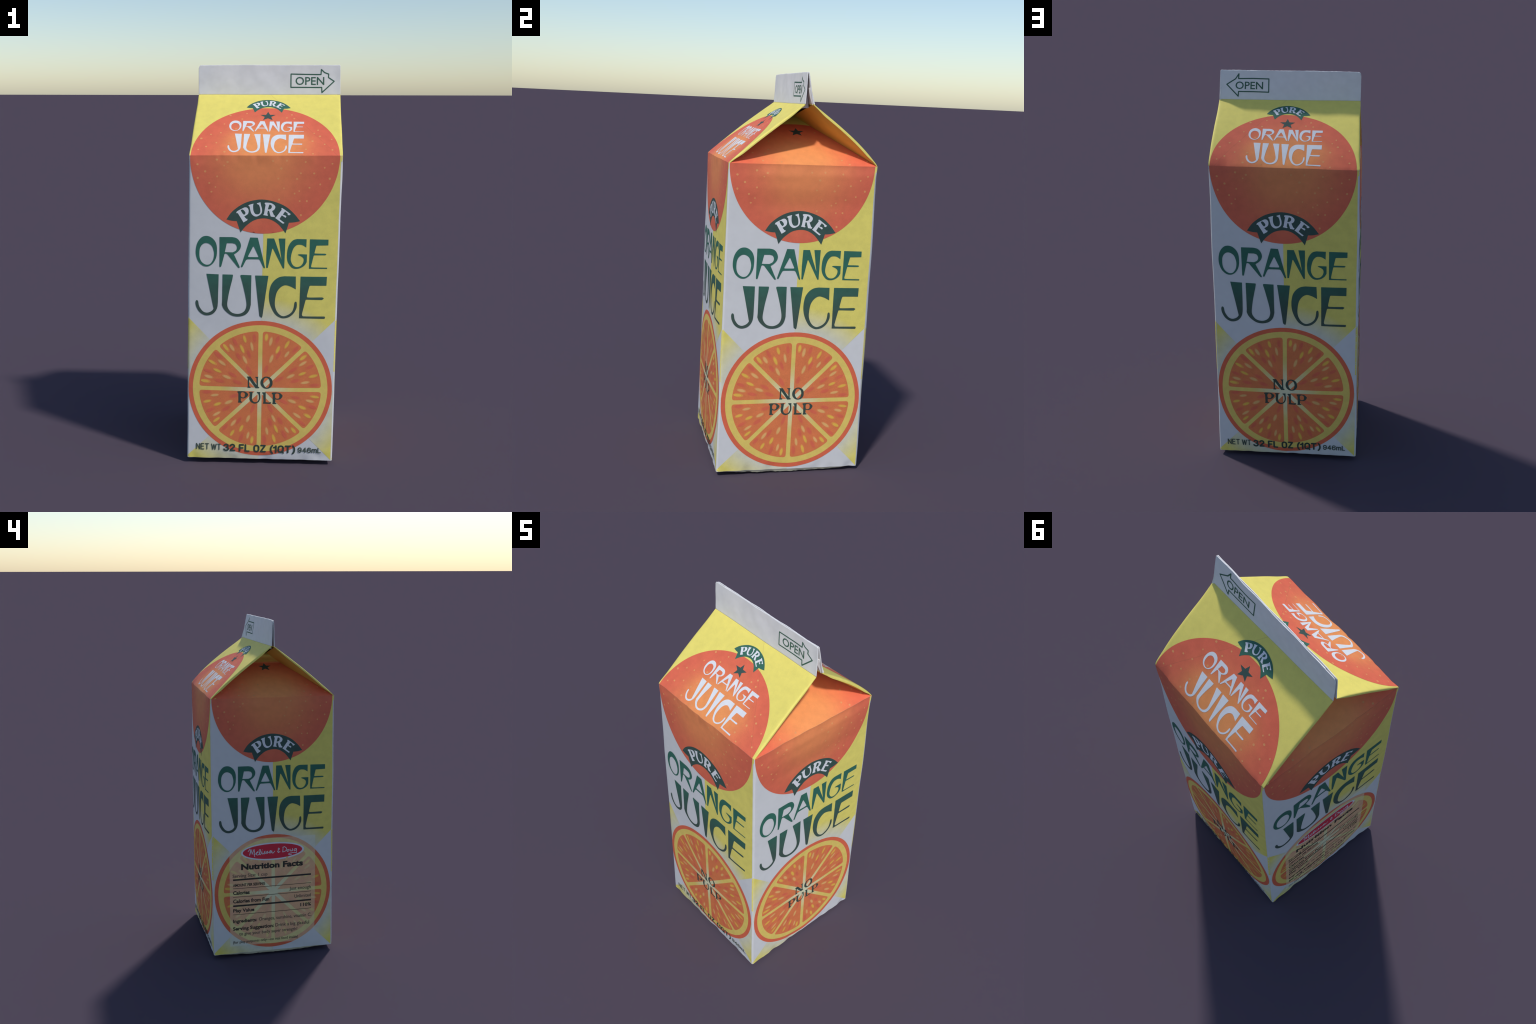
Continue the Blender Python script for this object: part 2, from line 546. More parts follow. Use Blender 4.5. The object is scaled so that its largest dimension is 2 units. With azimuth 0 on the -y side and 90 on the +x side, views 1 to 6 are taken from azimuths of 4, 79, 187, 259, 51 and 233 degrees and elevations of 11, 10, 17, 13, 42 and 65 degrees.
RIBBON = [
    [[(-181,1229),(-154,1267,1),(-111,1300,1),(-67,1319,1),(-12,1327,1),(44,1318,1),(100,1295,1),(141,1261,1),(172,1223),(144,1217,1),(118,1215),(111,1192,1),(102,1164),(91,1179,1),(65,1209,1),(31,1230,1),(-6,1236,1),(-47,1227,1),(-80,1204,1),(-98,1185,1),(-112,1166),(-119,1186,1),(-131,1221),(-155,1223,1)]],
]
NO = [
    [[(-70,438),(-51,439),(-20,393),(-21,431),(-28,435),(-27,438),(-11,438),(-14,433),(-13,387),(-6,382),(-9,378),(-25,378),(-57,424),(-57,388),(-49,382),(-52,379),(-66,379),(-64,388),(-64,430)]],
    [[(28,440,1),(42,437,1),(54,427,1),(59,411,1),(57,393,1),(46,380,1),(30,376,1),(15,380,1),(3,392,1),(-1,408,1),(3,424,1),(14,436,1)],
     [(28,434,1),(37,430,1),(44,420,1),(46,407,1),(43,392,1),(38,384,1),(30,381,1),(23,385,1),(16,395,1),(13,409,1),(15,422,1),(20,431,1)]],
]
PULP = [
    [[(-117,356),(-113,359),(-96,360,1),(-77,358,1),(-65,349,1),(-62,343,1),(-66,333,1),(-74,326,1),(-85,322,1),(-98,324),(-98,308),(-95,305,1),(-90,303),(-94,299),(-112,299),(-110,309),(-111,347)],
     [(-90,355,1),(-81,352,1),(-77,344,1),(-79,333,1),(-83,328,1),(-89,327,1),(-96,330,1),(-99,340,1),(-97,351,1)]],
    [[(-60,357),(-38,359),(-40,352),(-42,324,1),(-39,312,1),(-32,305,1),(-23,304,1),(-14,308,1),(-7,323,1),(-8,341,1),(-11,349,1),(-18,354),(-17,358),(-1,358),(-2,352),(0,326,1),(-7,307,1),(-19,298,1),(-30,296,1),(-44,302,1),(-52,312,1),(-55,325,1),(-53,347,1),(-55,353)]],
    [[(8,354),(10,357),(28,357),(26,352),(27,305),(41,304,1),(55,306),(50,296),(13,297),(16,308),(14,348)]],
    [[(55,353),(59,356),(75,357,1),(95,354,1),(106,345,1),(109,339,1),(105,329,1),(98,322,1),(86,319,1),(74,321),(74,305),(77,301,1),(82,299),(78,296),(60,296),(62,306),(61,344)],
     [(82,352,1),(91,349,1),(94,340,1),(93,329,1),(88,325,1),(82,324,1),(75,327,1),(73,337,1),(74,348,1)]],
]

GOLD_SEEDS = [(25,644),(127,607),(82,580),(207,539),(204,455),(258,443),(269,335),(207,279),(236,234),(80,164),
    (167,157),(70,112),(-93,162),(-138,136),(-39,100),(-266,301),(-215,288),(-218,205),(-248,510),(-217,464),
    (-279,408),(-82,632),(-177,587),(-94,581)]
PALE_SEEDS = [(47,622),(127,557),(51,533),(206,508),(147,442),(219,409),(244,313),(156,311),(182,237),(67,219),
    (133,159),(35,151),(-60,215),(-133,190),(-59,125),(-229,335),(-159,300),(-218,236),(-195,506),(-170,432),
    (-260,431),(-145,586),(-46,594),(-80,525)]
RED_SEEDS = [(82,639),(170,583),(85,551),(26,479),(243,492),(159,475),(91,426),(264,396),(169,418),(260,281),(209,195),
    (114,309),(174,331),(50,271),(23,107),(121,134),(50,200),(99,208),(-38,269),(-174,166),(-94,109),
    (-107,203),(-268,350),(-253,254),(-132,334),(-171,266),(-215,546),(-272,463),(-118,407),(-205,411),
    (-142,446),(-132,619),(-34,638),(-59,471),(-112,542),(-61,555)]
PORES = [(-325,1494),(-233,1516),(-181,1505),(-197,1488),(-288,1460),(-323,1428),(-230,1436),(-267,1404),
    (-237,1385),(-256,1362),(36,1511),(102,1513),(191,1507),(317,1498),(281,1479),(77,1476),(170,1453),
    (233,1452),(64,1428),(153,1426),(307,1427),(263,1400),(92,1381),(213,1384),(165,1368),(143,1356),(70,1327),
    (168,1320),(202,1320),(175,1252)]
ROOF_PORES = [(-186,286),(-105,303),(-126,260),(-212,220),(-273,143),(-225,155),(-318,114),(-242,85),(-290,58),
    (-326,38),(-198,23),(-162,114),(-110,17),(119,293),(94,270),(131,264),(249,177),(230,155),(258,133),
    (314,110),(222,99),(280,76),(190,42),(316,37),(224,12),(-72,108),(-152,184),(-181,82)]
SIGNATURE = [[(-157,634),(-146,648)],[(-146,650),(-143,638),(-148,611)],[(-146,617),(-135,645),(-136,638),(-133,616),
    (-121,646),(-119,629),(-122,613)],[(-121,613),(-117,600)],[(-122,613),(-108,619),(-98,626),(-99,631),
    (-108,623),(-108,612),(-99,609),(-90,614),(-81,634),(-85,643),(-91,638),(-90,614),(-85,609),(-78,617),
    (-74,630)],[(-74,630),(-73,617),(-69,613),(-61,620),(-54,630),(-59,628),(-53,617),(-61,613)],[(-50,617),
    (-38,629),(-45,627),(-38,618),(-45,614)],[(-38,618),(-16,629),(-23,632),(-28,623),(-25,615),(-16,622),
    (-13,629),(-12,616),(-5,615),(5,626)],[(37,622),(28,615),(22,623),(34,638),(29,644),(26,639),(26,619)],
    [(56,646),(54,617)],[(54,646),(65,650),(78,639),(74,623),(54,617)],[(85,631),(80,624),(83,618),(92,621),
    (93,629),(85,631)],[(100,632),(100,623),(106,618),(114,627),(114,635)],[(114,629),(116,619)],[(139,632),
    (130,633),(123,625),(128,618),(136,624),(139,633),(141,618),(139,607),(115,609),(95,606),(89,601),(96,597),
    (109,599)]]


def outlines(word, fit=None):
    gl = [[ring_smooth(r) for r in g] for g in word]
    if fit:
        (x0, y0, x1, y1), (u0, v0, u1, v1) = fit
        for g in gl:
            for r in g:
                for p in r:
                    p.x = u0 + (p.x - x0) / (x1 - x0) * (u1 - u0)
                    p.y = v0 + (p.y - y0) / (y1 - y0) * (v1 - v0)
    return gl


def typeset(text, x0, x1, base, cap, bold=0.0):
    """Built-in sans text, set between x0 and x1 with the given capital height."""
    cu = bpy.data.curves.new('type', 'FONT')
    cu.body = text
    cu.size = 1.0
    cu.offset = bold
    cu.resolution_u = 3
    ob = bpy.data.objects.new('type', cu)
    bpy.context.scene.collection.objects.link(ob)
    bpy.context.view_layer.update()
    me = ob.to_mesh()
    vs = [v.co.copy() for v in me.vertices]
    fs = [tuple(p.vertices) for p in me.polygons]
    ob.to_mesh_clear()
    bpy.data.objects.remove(ob)
    bpy.data.curves.remove(cu)
    lo, hi = min(v.x for v in vs), max(v.x for v in vs)
    k = (x1 - x0) / (hi - lo)
    return [(x0 + (v.x - lo) * k, base + v.y * cap / .729) for v in vs], fs


def merge(flats):
    VS, FS = [], []
    for v, f in flats:
        o = len(VS)
        VS += v
        FS += [tuple(o + k for k in t) for t in f]
    return VS, FS


def stroke(pts, r, closed=False):
    """Pen stroke of half width r: quads along the line plus round joints."""
    shapes = []
    pts = [V(p) for p in pts]
    fine = []
    for p, q in zip(pts, pts[1:] + pts[:1]):
        k = max(1, int((q - p).length / 6))
        fine += [p.lerp(q, i / k) for i in range(k)]
        if not closed and q == pts[-1] and p == pts[-2]:
            fine.append(q)
            break
    pts = fine
    seg = list(zip(pts, pts[1:] + pts[:1])) if closed else list(zip(pts, pts[1:]))
    VS, FS = [], []
    for p, q in seg:
        d = (q - p).normalized() * r
        nn = V((-d.y, d.x))
        o = len(VS)
        VS += [tuple(p + nn), tuple(p - nn), tuple(q - nn), tuple(q + nn)]
        FS.append((o, o + 1, o + 2, o + 3))
    for p in pts:
        o = len(VS)
        VS += [tuple(e) for e in ellipse(p.x, p.y, r, r, 8)]
        FS.append(tuple(range(o, o + 8)))
    return VS, FS


def arc(cx, cy, rx, ry, a0, a1, n=10):
    return [(cx + rx * math.cos(math.radians(a0 + (a1 - a0) * i / n)),
             cy + ry * math.sin(math.radians(a0 + (a1 - a0) * i / n))) for i in range(n + 1)]


def pen_letter(ch):
    """Upright grotesque letters as pen lines in a box one unit high: (lines, width)."""
    if ch == 'N':
        return [[(0, 0), (0, 1), (.50, 0), (.50, 1)]], .50
    if ch == 'E':
        return [[(.42, 1), (0, 1), (0, 0), (.44, 0)], [(0, .52), (.38, .52)]], .44
    if ch == 'T':
        return [[(0, 1), (.48, 1)], [(.24, 1), (.24, 0)]], .48
    if ch == 'W':
        return [[(0, 1), (.19, 0), (.38, .95), (.57, 0), (.76, 1)]], .76
    if ch == 'F':
        return [[(.42, 1), (0, 1), (0, 0)], [(0, .5), (.36, .5)]], .42
    if ch == 'L':
        return [[(0, 1), (0, 0), (.40, 0)]], .40
    if ch in 'OQ':
        ring = arc(.24, .70, .24, .30, 0, 180) + arc(.24, .30, .24, .30, 180, 360)
        return [ring + ring[:1]] + ([[(.30, .18), (.50, -.10)]] if ch == 'Q' else []), .48
    if ch == 'Z':
        return [[(.02, 1), (.46, 1), (0, 0), (.48, 0)]], .48
    if ch == '(':
        return [arc(.42, .44, .42, .75, 125, 235)], .20
    if ch == ')':
        return [arc(-.22, .44, .42, .75, 55, -55)], .20
    if ch == '1':
        return [[(.02, .74), (.16, .78), (.24, 1), (.24, 0)]], .26
    if ch == '2':
        return [arc(.23, .72, .23, .28, 170, -25) + [(.06, .12), (.02, 0), (.48, 0)]], .48
    if ch == '3':
        return [arc(.23, .75, .21, .25, 165, -80) + arc(.23, .26, .25, .27, 85, -165)], .48
    if ch == '4':
        return [[(.38, 0), (.38, 1), (0, .30), (.52, .30)]], .52
    if ch in '69':
        low = arc(.24, .30, .24, .30, 0, 360, 16)
        stem = arc(.25, .66, .25, .34, 15, 180) + [(0, .30)]
        lines = [low, stem]
        if ch == '9':
            lines = [[(.48 - x, 1 - y) for x, y in ln] for ln in lines]
        return lines, .48
    if ch == 'm':
        hump = arc(.17, .50, .17, .22, 180, 0) + [(.34, 0)]
        return [[(0, .72), (0, 0)], hump, [(x + .34, y) for x, y in hump]], .68
    return [], .3


def pen_word(text, x0, x1, base, cap, r):
    lines, x = [], 0.0
    for ch in text:
        ls, w = pen_letter(ch)
        lines += [[(x + p, q) for p, q in ln] for ln in ls]
        x += w + (.10 if ch in '()' else .24)
    hi = max(p for ln in lines for p, _ in ln)
    k, h = (x1 - x0 - 2 * r) / hi, cap - 2 * r
    return merge([stroke([(x0 + r + p * k, base + r + q * h) for p, q in ln], r) for ln in lines])


def star(cx, cy, r, sy=1.0, inner=.42):
    ring = []
    for i in range(10):
        k = r if i % 2 == 0 else r * inner
        t = math.pi / 2 + i * math.pi / 5
        ring.append(V((cx + k * math.cos(t), cy + k * math.sin(t) * sy)))
    return [ring]


def segment(k):
    """One wedge of the slice, between two pith spokes, with rounded corners."""
    cx, cy = SLICE
    R, d = 302.0, 10.5
    t0, t1 = k * TAU / 8, (k + 1) * TAU / 8
    ring = []
    tm = (t0 + t1) / 2
    apex = d / math.sin(TAU / 16)
    e = math.asin(d / R)

    def pol(r, t):
        return V((cx + r * math.cos(t), cy + r * math.sin(t)))

    def spoke(r, side):
        t = t0 if side < 0 else t1
        n = t + math.pi / 2 * (1 if side < 0 else -1)
        return V((cx + r * math.cos(t) + d * math.cos(n), cy + r * math.sin(t) + d * math.sin(n)))
    ring.append(pol(apex, tm))
    c = 15.0
    for i in range(5):                       # first corner
        f = i / 4
        p, q, r = spoke(R - c, -1), pol(R, t0 + e), pol(R, t0 + e + c / R)
        ring.append(p * (1 - f)**2 + q * 2 * f * (1 - f) + r * f * f)
    for i in range(1, 12):
        ring.append(pol(R, t0 + e + c / R + (t1 - t0 - 2 * e - 2 * c / R) * i / 12))
    for i in range(5):
        f = i / 4
        p, q, r = pol(R, t1 - e - c / R), pol(R, t1 - e), spoke(R - c, 1)
        ring.append(p * (1 - f)**2 + q * 2 * f * (1 - f) + r * f * f)
    return [ring]


def seeds(spots, rl, rw, seed):
    rnd = random.Random(seed)
    out = []
    for x, y in spots:
        t = math.atan2(y - SLICE[1], x - SLICE[0])
        far = math.hypot(y - SLICE[1], x - SLICE[0])
        far *= min(1, (296 - rl) / far)
        x, y = SLICE[0] + far * math.cos(t), SLICE[1] + far * math.sin(t)
        k = rnd.uniform(.88, 1.12)
        out.append([ellipse(x, y, rl * k, rw * rnd.uniform(.88, 1.1), 14, t)])
    return fill(out, False)


EDGE = 357.0     # where one panel's print stops short of the right-hand edge


def art_flats():
    A = {}
    cx, cy = SLICE
    P = V
    # yellow sectors behind the slice, then the strip that runs over from the next panel
    A['yellow'] = fill([
        [[P((cx, cy)), P((EDGE, 737)), P((EDGE, 1539)), P((cx, 1539))]],
        [[P((cx, cy)), P((EDGE, 3)), P((EDGE, cy))]],
        [[P((cx, cy)), P((cx, 1)), P((-364.5, 1)), P((-364.5, 12))]],
        [[P((cx, cy)), P((-364.5, cy)), P((-364.5, 741))]],
    ])
    A['strip'] = fill([
        [[P((EDGE, 470)), P((364.6, 470)), P((364.6, 734)), P((EDGE, 734))]],
        [[P((EDGE, 1512)), P((364.6, 1512)), P((364.6, 1539)), P((EDGE, 1539))]],
    ])
    half = [P((-4 + 357 * math.cos(t), 1540.5 + 375.5 * math.sin(t)))
            for t in (math.pi + math.pi * i / 60 for i in range(61))]
    A['skin'] = fill([[half]])
    rnd = random.Random(5)

    def pore(x, y):
        k = rnd.uniform(3.9, 5.6)
        return [ellipse(x, y, k * rnd.uniform(.9, 1.15), k, 12)]
    A['pores'] = fill([pore(x, y) for x, y in PORES], False)
    A['ribbon'] = fill([[ring_smooth(r) for r in g] for g in RIBBON])
    A['pure'] = fill(outlines(PURE))
    A['orange'] = fill(outlines(ORANGE))
    A['juice'] = fill(outlines(JUICE))
    A['no'] = fill(outlines(NO) + outlines(PULP))
    A['rind'] = fill([[ellipse(cx, cy, 356, 355, 96)]])
    A['pith'] = fill([[ellipse(cx, cy, 334, 333, 96)]])
    A['segments'] = [fill([segment(k)]) for k in range(8)]
    for k, spots, rl, rw, sd in (('gold', GOLD_SEEDS, 22, 8.6, 1), ('pale', PALE_SEEDS, 22, 8.2, 2),
                                 ('red', RED_SEEDS, 25, 10.0, 3)):
        A[k] = seeds(spots, rl * .80, rw * .74, sd)
        A[k + '_soft'] = seeds(spots, rl * 1.06, rw * 1.08, sd)
    bold = dict(r=4.3)
    A['net'] = merge([pen_word('32', -181, -120, 37, 41, **bold), pen_word('FL', -103, -48, 35, 42, **bold),
                      pen_word('OZ', -30, 33, 34, 42, **bold), pen_word('(1QT)', 52, 179, 32, 43, **bold)])
    A['net_thin'] = merge([pen_word('NET', -320, -254, 43, 34, 2.5), pen_word('WT', -243, -193, 42, 34, 2.5),
                           pen_word('946mL', 191, 308, 36, 30, 2.5)])
    # facts on one panel
    A['badge_rim'] = fill([[ellipse(-6, 627, 194, 55, 72, .005)]])
    A['badge'] = fill([[ellipse(-7, 627, 182, 46, 72, .005)]])
    A['signature'] = merge([stroke(s, 1.9) for s in SIGNATURE] + [stroke([(-71, 639), (-71, 640)], 1.9)])
    t = typeset
    A['bold'] = merge([
        t('Nutrition Facts', -200, 181, 525, 35, .045), t('AMOUNT PER SERVING', -250, -55, 423, 17, .032),
        t('Calories', -249, -149, 373, 23, .032), t('Calories from Fun', -249, -29, 321, 23, .032),
        t('Play Value', -249, -120, 264, 21, .032), t('110%', 164, 231, 266, 21, .032),
        t('Ingredients:', -249, -103, 197, 22, .032), t('Serving Suggestion:', -250, 0, 149, 22, .032)])
    A['fine'] = merge([
        t('Serving Size: 1 cup', -251, -40, 479, 21, .01), t('Just enough', 96, 230, 376, 21, .01),
        t('Unlimited', 127, 230, 324, 22, .01), t('Oranges, sunshine, vitamin C.', -92, 234, 198, 22, .01),
        t('Drink a big glassful', 10, 220, 150, 22, .01), t('to give your body super strength!', -212, 146, 114, 21, .01),
        t('(for play purposes only\u2014no real food inside)', -250, 152, 64, 18, .01)])

    def bar(y, th):
        return [P((-249, y - th)), P((231, y - th)), P((231, y + th)), P((-249, y + th))]
    A['bars'] = fill([[bar(465, 5)], [bar(303, 5)], [bar(411, 1.4)], [bar(358, 1.4)], [bar(249, 1.4)]])
    # roof
    half = [P((-4 + 355 * math.cos(t), 346 * math.sin(t))) for t in (math.pi * i / 60 for i in range(61))]
    A['roof_skin'] = fill([[half]])
    A['roof_pores'] = fill([pore(x, y) for x, y in ROOF_PORES], False)
    ob = (-329, 974, 311, 1145)
    jb = (-327, 738, 310, 960)
    A['roof_orange'] = fill(outlines(ORANGE, (ob, (-187, 158, 180, 246))))
    A['roof_juice'] = fill(outlines(JUICE, (jb, (-186, 14, 180, 150))))
    rb = (-180, 1175, 171, 1327)
    A['roof_ribbon'] = fill(outlines(RIBBON, (rb, (-109, 317, 112, 412))))
    A['roof_pure'] = fill(outlines(PURE, (rb, (-109, 317, 112, 412))))
    A['star'] = fill([star(0, 282, 40, .88)], False)
    # opening arrow on the seal
    kink = [(113, 103), (266, 101), (268, 126), (284, 111), (305, 103), (304, 86), (333, 67), (300, 37),
            (271, 11), (270, 37), (112, 37)]
    A['arrow_kinked'] = stroke(kink, 3.0, True)
    A['arrow_text'] = typeset('OPEN', 136, 283, 50, 41, .010)
    curved = [(-111, 106), (-190, 108), (-269, 106), (-268, 130), (-285, 104), (-329, 76), (-268, 17),
              (-267, 41), (-190, 41), (-110, 39)]
    A['arrow_curved'] = stroke(curved, 2.9, True)
    A['arrow_text_back'] = typeset('OPEN', -284, -140, 54, 39, .010)
    return A


def side_panel(corners, A, da, db, facts, net, form):
    s = SidePanel(*corners, *form)
    ob = add('side_panel', grid_mesh('side_panel', s, -W / 2, W / 2, 0, H), MAT['paper'], ROOT, s.m)
    L = '_label' if facts else ''

    def put(name, key, mat, h, kind=None, flat=None, keep=False):
        k = (0, 0) if keep else (da, db)
        return ink(name, s, flat or A[key], MAT[mat], ob, h, *k, kind)
    put('yellow_print', 'yellow', 'yellow' + L, .4, keep=True)
    put('edge_print', 'strip', 'roof', .4, 'stuff', keep=True)
    put('orange_fruit_print', 'skin', 'skin', .8, keep=True)
    put('fruit_pores', 'pores', 'dot', 1.1, 'stuff')
    put('ribbon', 'ribbon', 'ribbon', 1.2)
    put('ribbon_word', 'pure', 'white_ink', 1.6)
    put('orange_word', 'orange', 'letters', 1.2)
    put('juice_word', 'juice', 'letters', 1.2)
    put('slice_rind', 'rind', 'rind' + L, .8)
    put('slice_pith', 'pith', 'pith' + L, 1.1)
    for f in A['segments']:
        put('slice_segment', None, 'pulp' + L, 1.4, flat=f)
    for i, k in enumerate(('red', 'pale', 'gold')):
        put(k + '_fleck_halos', k + '_soft', k + '_soft' + L, 1.65 + i * .05, 'stuff')
        put(k + '_flecks', k, k + L, 1.9 + i * .05, 'stuff')
    if net:
        put('volume_text', 'net', 'dark', 2.5)
        put('volume_small_text', 'net_thin', 'thin', 2.5)
    if facts:
        put('badge_border', 'badge_rim', 'white_ink', 2.0, keep=True)
        put('badge', 'badge', 'badge', 2.3, keep=True)
        put('signature', 'signature', 'white_ink', 2.6, keep=True)
        put('facts_bold_text', 'bold', 'black', 2.1, keep=True)
        put('facts_text', 'fine', 'grey_text', 2.1, keep=True)
        put('facts_rule', 'bars', 'black', 2.2, keep=True)
    else:
        put('pulp_text', 'no', 'dark', 2.0)
    return s


def slab(name, surf, w, h, thick, nu, nv, mat, trim=None, bev=.003, sides_only=False):
    """Closed board: outer face on the surface, inner face below it, rounded rim."""
    bm = bmesh.new()
    top, bot = [], []
    cols = nu if isinstance(nu, list) else [i / nu for i in range(nu + 1)]
    nu = len(cols) - 1
    for j in range(nv + 1):
        for i in range(nu + 1):
            a, b = (cols[i] - .5) * w, j / nv * h
            if trim:
                b = min(b, trim(a))
            top.append(bm.verts.new(surf.at(a, b, 0)))
            bot.append(bm.verts.new(surf.at(a, b, -thick)))
    n = nu + 1
    for j in range(nv):
        for i in range(nu):
            k = (j * n + i, j * n + i + 1, (j + 1) * n + i + 1, (j + 1) * n + i)
            bm.faces.new([top[q] for q in k])
            bm.faces.new([bot[q] for q in reversed(k)])
    loop = ([i for i in range(n)] + [j * n + nu for j in range(1, nv + 1)]
            + [nv * n + i for i in range(nu - 1, -1, -1)] + [j * n for j in range(nv - 1, 0, -1)])
    for p, q in zip(loop, loop[1:] + loop[:1]):
        bm.faces.new((top[q], top[p], bot[p], bot[q]))
    bmesh.ops.recalc_face_normals(bm, faces=bm.faces)
    if bev:
        es = [e for e in bm.edges if len(e.link_faces) == 2 and e.calc_face_angle(0) > 1.0
              and (not sides_only or all(abs(abs(v.co.x) - w / 2000) < .02 for v in e.verts))]
        bmesh.ops.bevel(bm, geom=es, offset=bev, segments=3, profile=.5, affect='EDGES')
    me = bpy.data.meshes.new(name)
    bm.to_mesh(me)
    bm.free()
    return add(name, me, mat, ROOT, surf.m, sharp=40)


def roof_panel(corners, A, swell, k):
    s = RoofPanel(*corners, *swell)
    e = [0, .0006, .0015, .003, .005, .0075, .011]
    cols = e + [i / 91 for i in range(2, 90)] + [1 - q for q in reversed(e)]
    ob = slab('roof_panel', s, RW, RH, 5, cols, 57, MAT['roof_card' + k], bev=.002, sides_only=True)
    ink('orange_fruit_print', s, A['roof_skin'], MAT['roof_skin' + k], ob, .5)
    ink('fruit_pores', s, A['roof_pores'], MAT['dot'], ob, .8, kind='stuff')
    ink('ribbon', s, A['roof_ribbon'], MAT['roof_ribbon'], ob, .9)
    ink('ribbon_word', s, A['roof_pure'], MAT['white_ink'], ob, 1.3)
    ink('orange_word', s, A['roof_orange'], MAT['white_ink'], ob, 1.0)
    ink('juice_word', s, A['roof_juice'], MAT['white_ink'], ob, 1.0)
    ink('star', s, A['star'], MAT['star'], ob, 1.0)
    return s


def gusset_panel(L, R, apex, A, roof_l, roof_r, star_at, top, choke):
    s = Gusset(L, R, apex, choke)
    n = 46
    vs, fs = [], []
    for j in range(n):
        b = s.len * j / n
        for i in range(n + 1):
            vs.append(s.at((i / n * 2 - 1) * (s.half if j == 0 else s.reach(b)), b))
    for j in range(n - 1):
        for i in range(n):
            k = j * (n + 1) + i
            fs.append((k, k + 1, k + n + 2, k + n + 1))
    me = bpy.data.meshes.new('gusset_panel')
    me.from_pydata(vs, [], fs)
    ob = add('gusset_panel', me, MAT['roof'], ROOT, s.m)
    ring_r, ring_l = [], []
    for i in range(41):
        b = top * math.sin(i / 40 * math.pi / 2)
        hw = min(s.reach(b) + (2 if i == 0 else -1), 360 * math.sqrt(max(0, 1 - (b / (top + .3)) ** 2)))
        ring_r.append(V((hw, b)))
        ring_l.append(V((-hw, b)))
    ink('orange_fruit_print', s, fill([[ring_r + ring_l[::-1]]]), MAT['gusset_skin'], ob, .6)
    ok = [(x, y) for x, y in ROOF_PORES if abs(x) < s.reach(y) - 8]
    ink('fruit_pores', s, fill([[ellipse(x, y, 5.2, 5.2, 10)] for x, y in ok], False), MAT['dot'], ob, 1.0, kind='stuff')
    ink('star', s, fill([star(0, star_at, 40, .9)], False), MAT['star'], ob, 1.2)
    # the two triangles that turn back under the roof boards
    for side, (roof, end), flip in ((-1, roof_l, 1), (1, roof_r, -1)):
        vs, fs, m = [], [], 40
        for j in range(m + 1):
            t = j / m
            b = t * RH
            edge = roof.m @ roof.at(end * (RW / 2 - 1.2), b, -2.5 * min(1, t * 12))
            gb = t * (s.len - 5)
            ga = max(0, s.half * (1 - gb / s.len))
            root = s.m @ s.at(side * ga, gb, -1.0)
            sag = V((0, 0, -.004)) * math.sin(math.pi * t)
            vs += [root, root.lerp(edge, .5) + sag, edge]
        for j in range(m):
            for i in range(2):
                f = (j * 3 + i, j * 3 + i + 1, j * 3 + i + 4, j * 3 + i + 3)
                fs.append(f if flip > 0 else f[::-1])
        me = bpy.data.meshes.new('gusset_fold')
        me.from_pydata(vs, [], fs)
        add('gusset_fold', me, MAT['under'], ob, Matrix())
    return ob


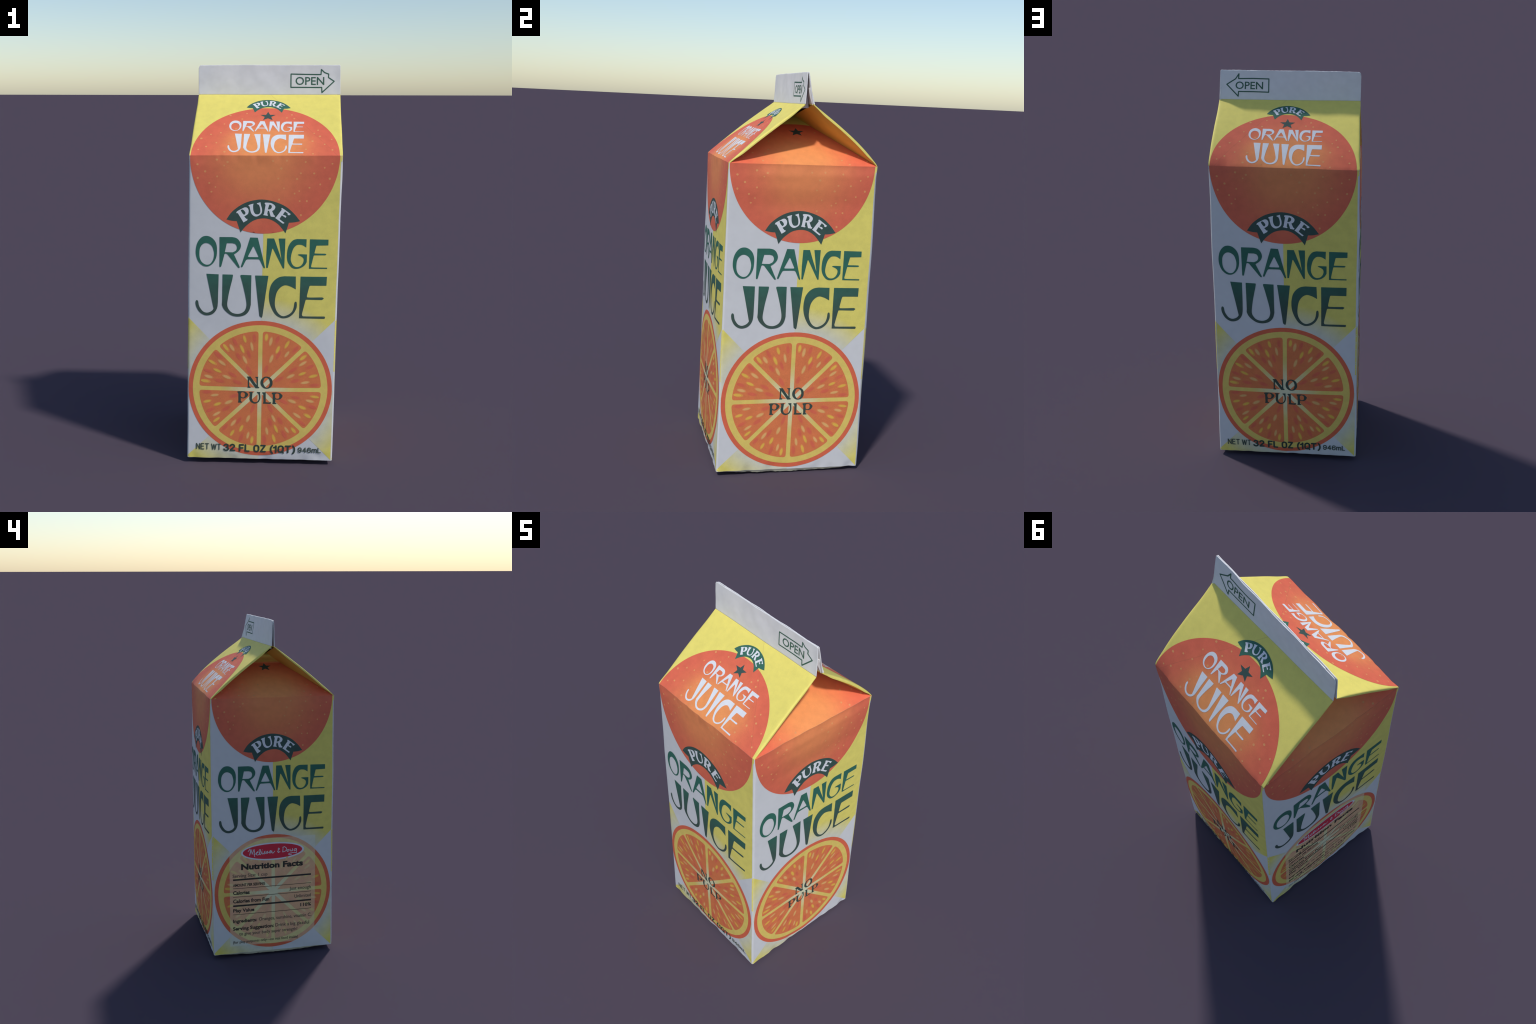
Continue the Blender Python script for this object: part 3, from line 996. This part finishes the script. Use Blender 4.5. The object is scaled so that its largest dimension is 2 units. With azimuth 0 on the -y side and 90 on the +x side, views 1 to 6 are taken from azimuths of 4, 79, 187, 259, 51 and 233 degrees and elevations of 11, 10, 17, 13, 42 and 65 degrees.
def top_seal(A):
    half = V((0, .0045, 0))
    front = SealSheet(SFL, SFR, STR - half, STL - half)
    back = SealSheet(SBR, SBL, STL + half, STR + half)
    rnd = [random.uniform(-1, 1) for _ in range(80)]

    def top(left_sign):
        def f(a):
            x = a * left_sign                 # towards the -x end
            e, R = SW / 2 + x, (14 if left_sign > 0 else 24)
            cut = 0 if e > R else R - math.sqrt(max(0, R * R - (R - e)**2))
            e2 = SW / 2 - x
            cut2 = 0 if e2 > 4 else 4 - math.sqrt(max(0, 16 - (4 - e2)**2))
            i = (a / SW + .5) * 78
            k = int(i)
            j = rnd[k] * (1 - i + k) + rnd[min(79, k + 1)] * (i - k)
            return SH - max(cut, cut2) - 1.4 + .6 * j + 1.6 * noise.noise(V((x * .013, 2.2, left_sign)))
        return f
    o1 = slab('seal_sheet', front, SW, SH, 3.8, 180, 24, MAT['seal'], top(1), .0015)
    o2 = slab('seal_sheet', back, SW, SH, 3.8, 180, 24, MAT['seal'], top(-1), .0015)
    ink('arrow', front, A['arrow_kinked'], MAT['arrow'], o1, .5)
    ink('open_word', front, A['arrow_text'], MAT['arrow'], o1, .6)
    ink('arrow', back, A['arrow_curved'], MAT['arrow'], o2, .5)
    ink('open_word', back, A['arrow_text_back'], MAT['arrow'], o2, .6)
    # card pressed between the sheets, set back from the open ends
    vs, fs = [], []
    n = 30
    for i in range(n + 1):
        s = .09 + (.90 - .09) * i / n
        lo_f, lo_b = SFL.lerp(SFR, s), SBL.lerp(SBR, s)
        hi = STL.lerp(STR, s)
        g = V((0, .0035, 0))
        ring = [lo_f + g + V((0, 0, -.02)), lo_b - g + V((0, 0, -.02)),
                hi + V((0, .0015, -.006)), hi + V((0, -.0015, -.006))]
        vs += [warp(p) for p in ring]
    for i in range(n):
        for k in range(4):
            fs.append((i * 4 + k, i * 4 + (k + 1) % 4, i * 4 + 4 + (k + 1) % 4, i * 4 + 4 + k))
    fs += [(3, 2, 1, 0), tuple(n * 4 + k for k in range(4))]
    me = bpy.data.meshes.new('seal_core')
    me.from_pydata(vs, [], fs)
    add('seal_core', me, MAT['seal'], ROOT, Matrix(), sharp=30)
    # small turned lip inside the open end of the seal
    lip = [V((.372, .010, 1.925)), V((.372, .021, 1.890)), V((.376, .032, 1.850)), V((.368, .026, 1.846)),
           V((.360, .012, 1.890)), V((.360, .006, 1.925))]
    bm = bmesh.new()
    f = bm.faces.new([bm.verts.new(p) for p in lip])
    ex = bmesh.ops.extrude_face_region(bm, geom=[f])
    for v in ex['geom']:
        if isinstance(v, bmesh.types.BMVert):
            v.co += V((.002, .004, .001))
    bmesh.ops.recalc_face_normals(bm, faces=bm.faces)
    me = bpy.data.meshes.new('seal_lip')
    bm.to_mesh(me)
    bm.free()
    add('seal_lip', me, MAT['seal'], ROOT, Matrix(), sharp=30)


def base_panel(panels):
    """Crimped bottom: a lip just under the walls and a slightly bellied floor."""
    loop = []
    for s, lip in zip(panels, (.0, 1.0, .0, 1.0)):
        for i in range(60):
            a = -W / 2 + W * i / 60
            k = lip * (1 - abs(i / 30 - 1) ** 2.5)
            loop.append((s.m @ s.at(a, 0), k))
    mid = sum((p for p, _ in loop), V()) / len(loop)
    vs, fs = [], []
    # (inset, drop of a plain edge, drop of a lipped edge)
    rings = ((0, 0, 0), (.0015, .0005, .003), (.004, .0002, .008), (.007, -.001, .016), (.012, -.001, .017),
             (.022, .002, .012), (.06, .010, .014), (.2, .018, .019))
    rng = random.Random(3)
    for inset, dz, lipped in rings:
        for p, k in loop:
            d = V((mid.x - p.x, mid.y - p.y, 0)).normalized()
            jit = rng.uniform(-.0014, .0014) * k if inset in (.007, .012) else 0
            z = p.z - dz * (1 - k) - lipped * k + jit
            q = p + d * inset * 1.2
            vs.append(V((q.x, q.y, max(.0006, z))))
    vs.append(V((mid.x, mid.y, 0)))
    n = len(loop)
    for r in range(len(rings) - 1):
        for i in range(n):
            j = (i + 1) % n
            fs.append((r * n + i, (r + 1) * n + i, (r + 1) * n + j, r * n + j))
    for i in range(n):
        fs.append(((len(rings) - 1) * n + i, len(vs) - 1, (len(rings) - 1) * n + (i + 1) % n))
    me = bpy.data.meshes.new('base_panel')
    me.from_pydata(vs, [], fs)
    add('base_panel', me, plain('base_card', (.70, .68, .50, 1)), ROOT, Matrix(), sharp=50)


def main():
    global ROOT
    build_materials()
    ROOT = bpy.data.objects.new('juice_carton', None)
    bpy.context.scene.collection.objects.link(ROOT)
    ROOT['label'] = 'gable-top paper orange juice carton printed with orange slices'
    ROOT['category'] = 'juice carton'
    A = art_flats()
    specs = [((FLb, FRb, FRs, FLs), 0, 4, False, True, .013, .85, .8, 0),
             ((FRb, BRb, BRs, FRs), 2, -6, False, False, -.002, 1.0, .8, .008),
             ((BRb, BLb, BLs, BRs), 0, -3, False, True, .020, 1.05, .5, 0),
             ((BLb, FLb, FLs, BLs), 0, 5, True, False, .004, 1.5, .7, .003)]
    pans = []
    for c, da, db, facts, net, *form in specs:
        pans.append(side_panel(c, A, da, db, facts, net, form))
    roof_f = roof_panel((FLs, FRs, SFR, SFL), A, (.011, .010, .007, .008), '')
    roof_b = roof_panel((BRs, BLs, SBL, SBR), A, (.026, .018, .010, .008), '_far')
    gusset_panel(FRs, BRs, GAR, A, (roof_f, 1), (roof_b, -1), 269, 338, 0)
    gusset_panel(BLs, FLs, GAL, A, (roof_b, 1), (roof_f, -1), 262, 326, .14)
    top_seal(A)
    base_panel(pans)


main()
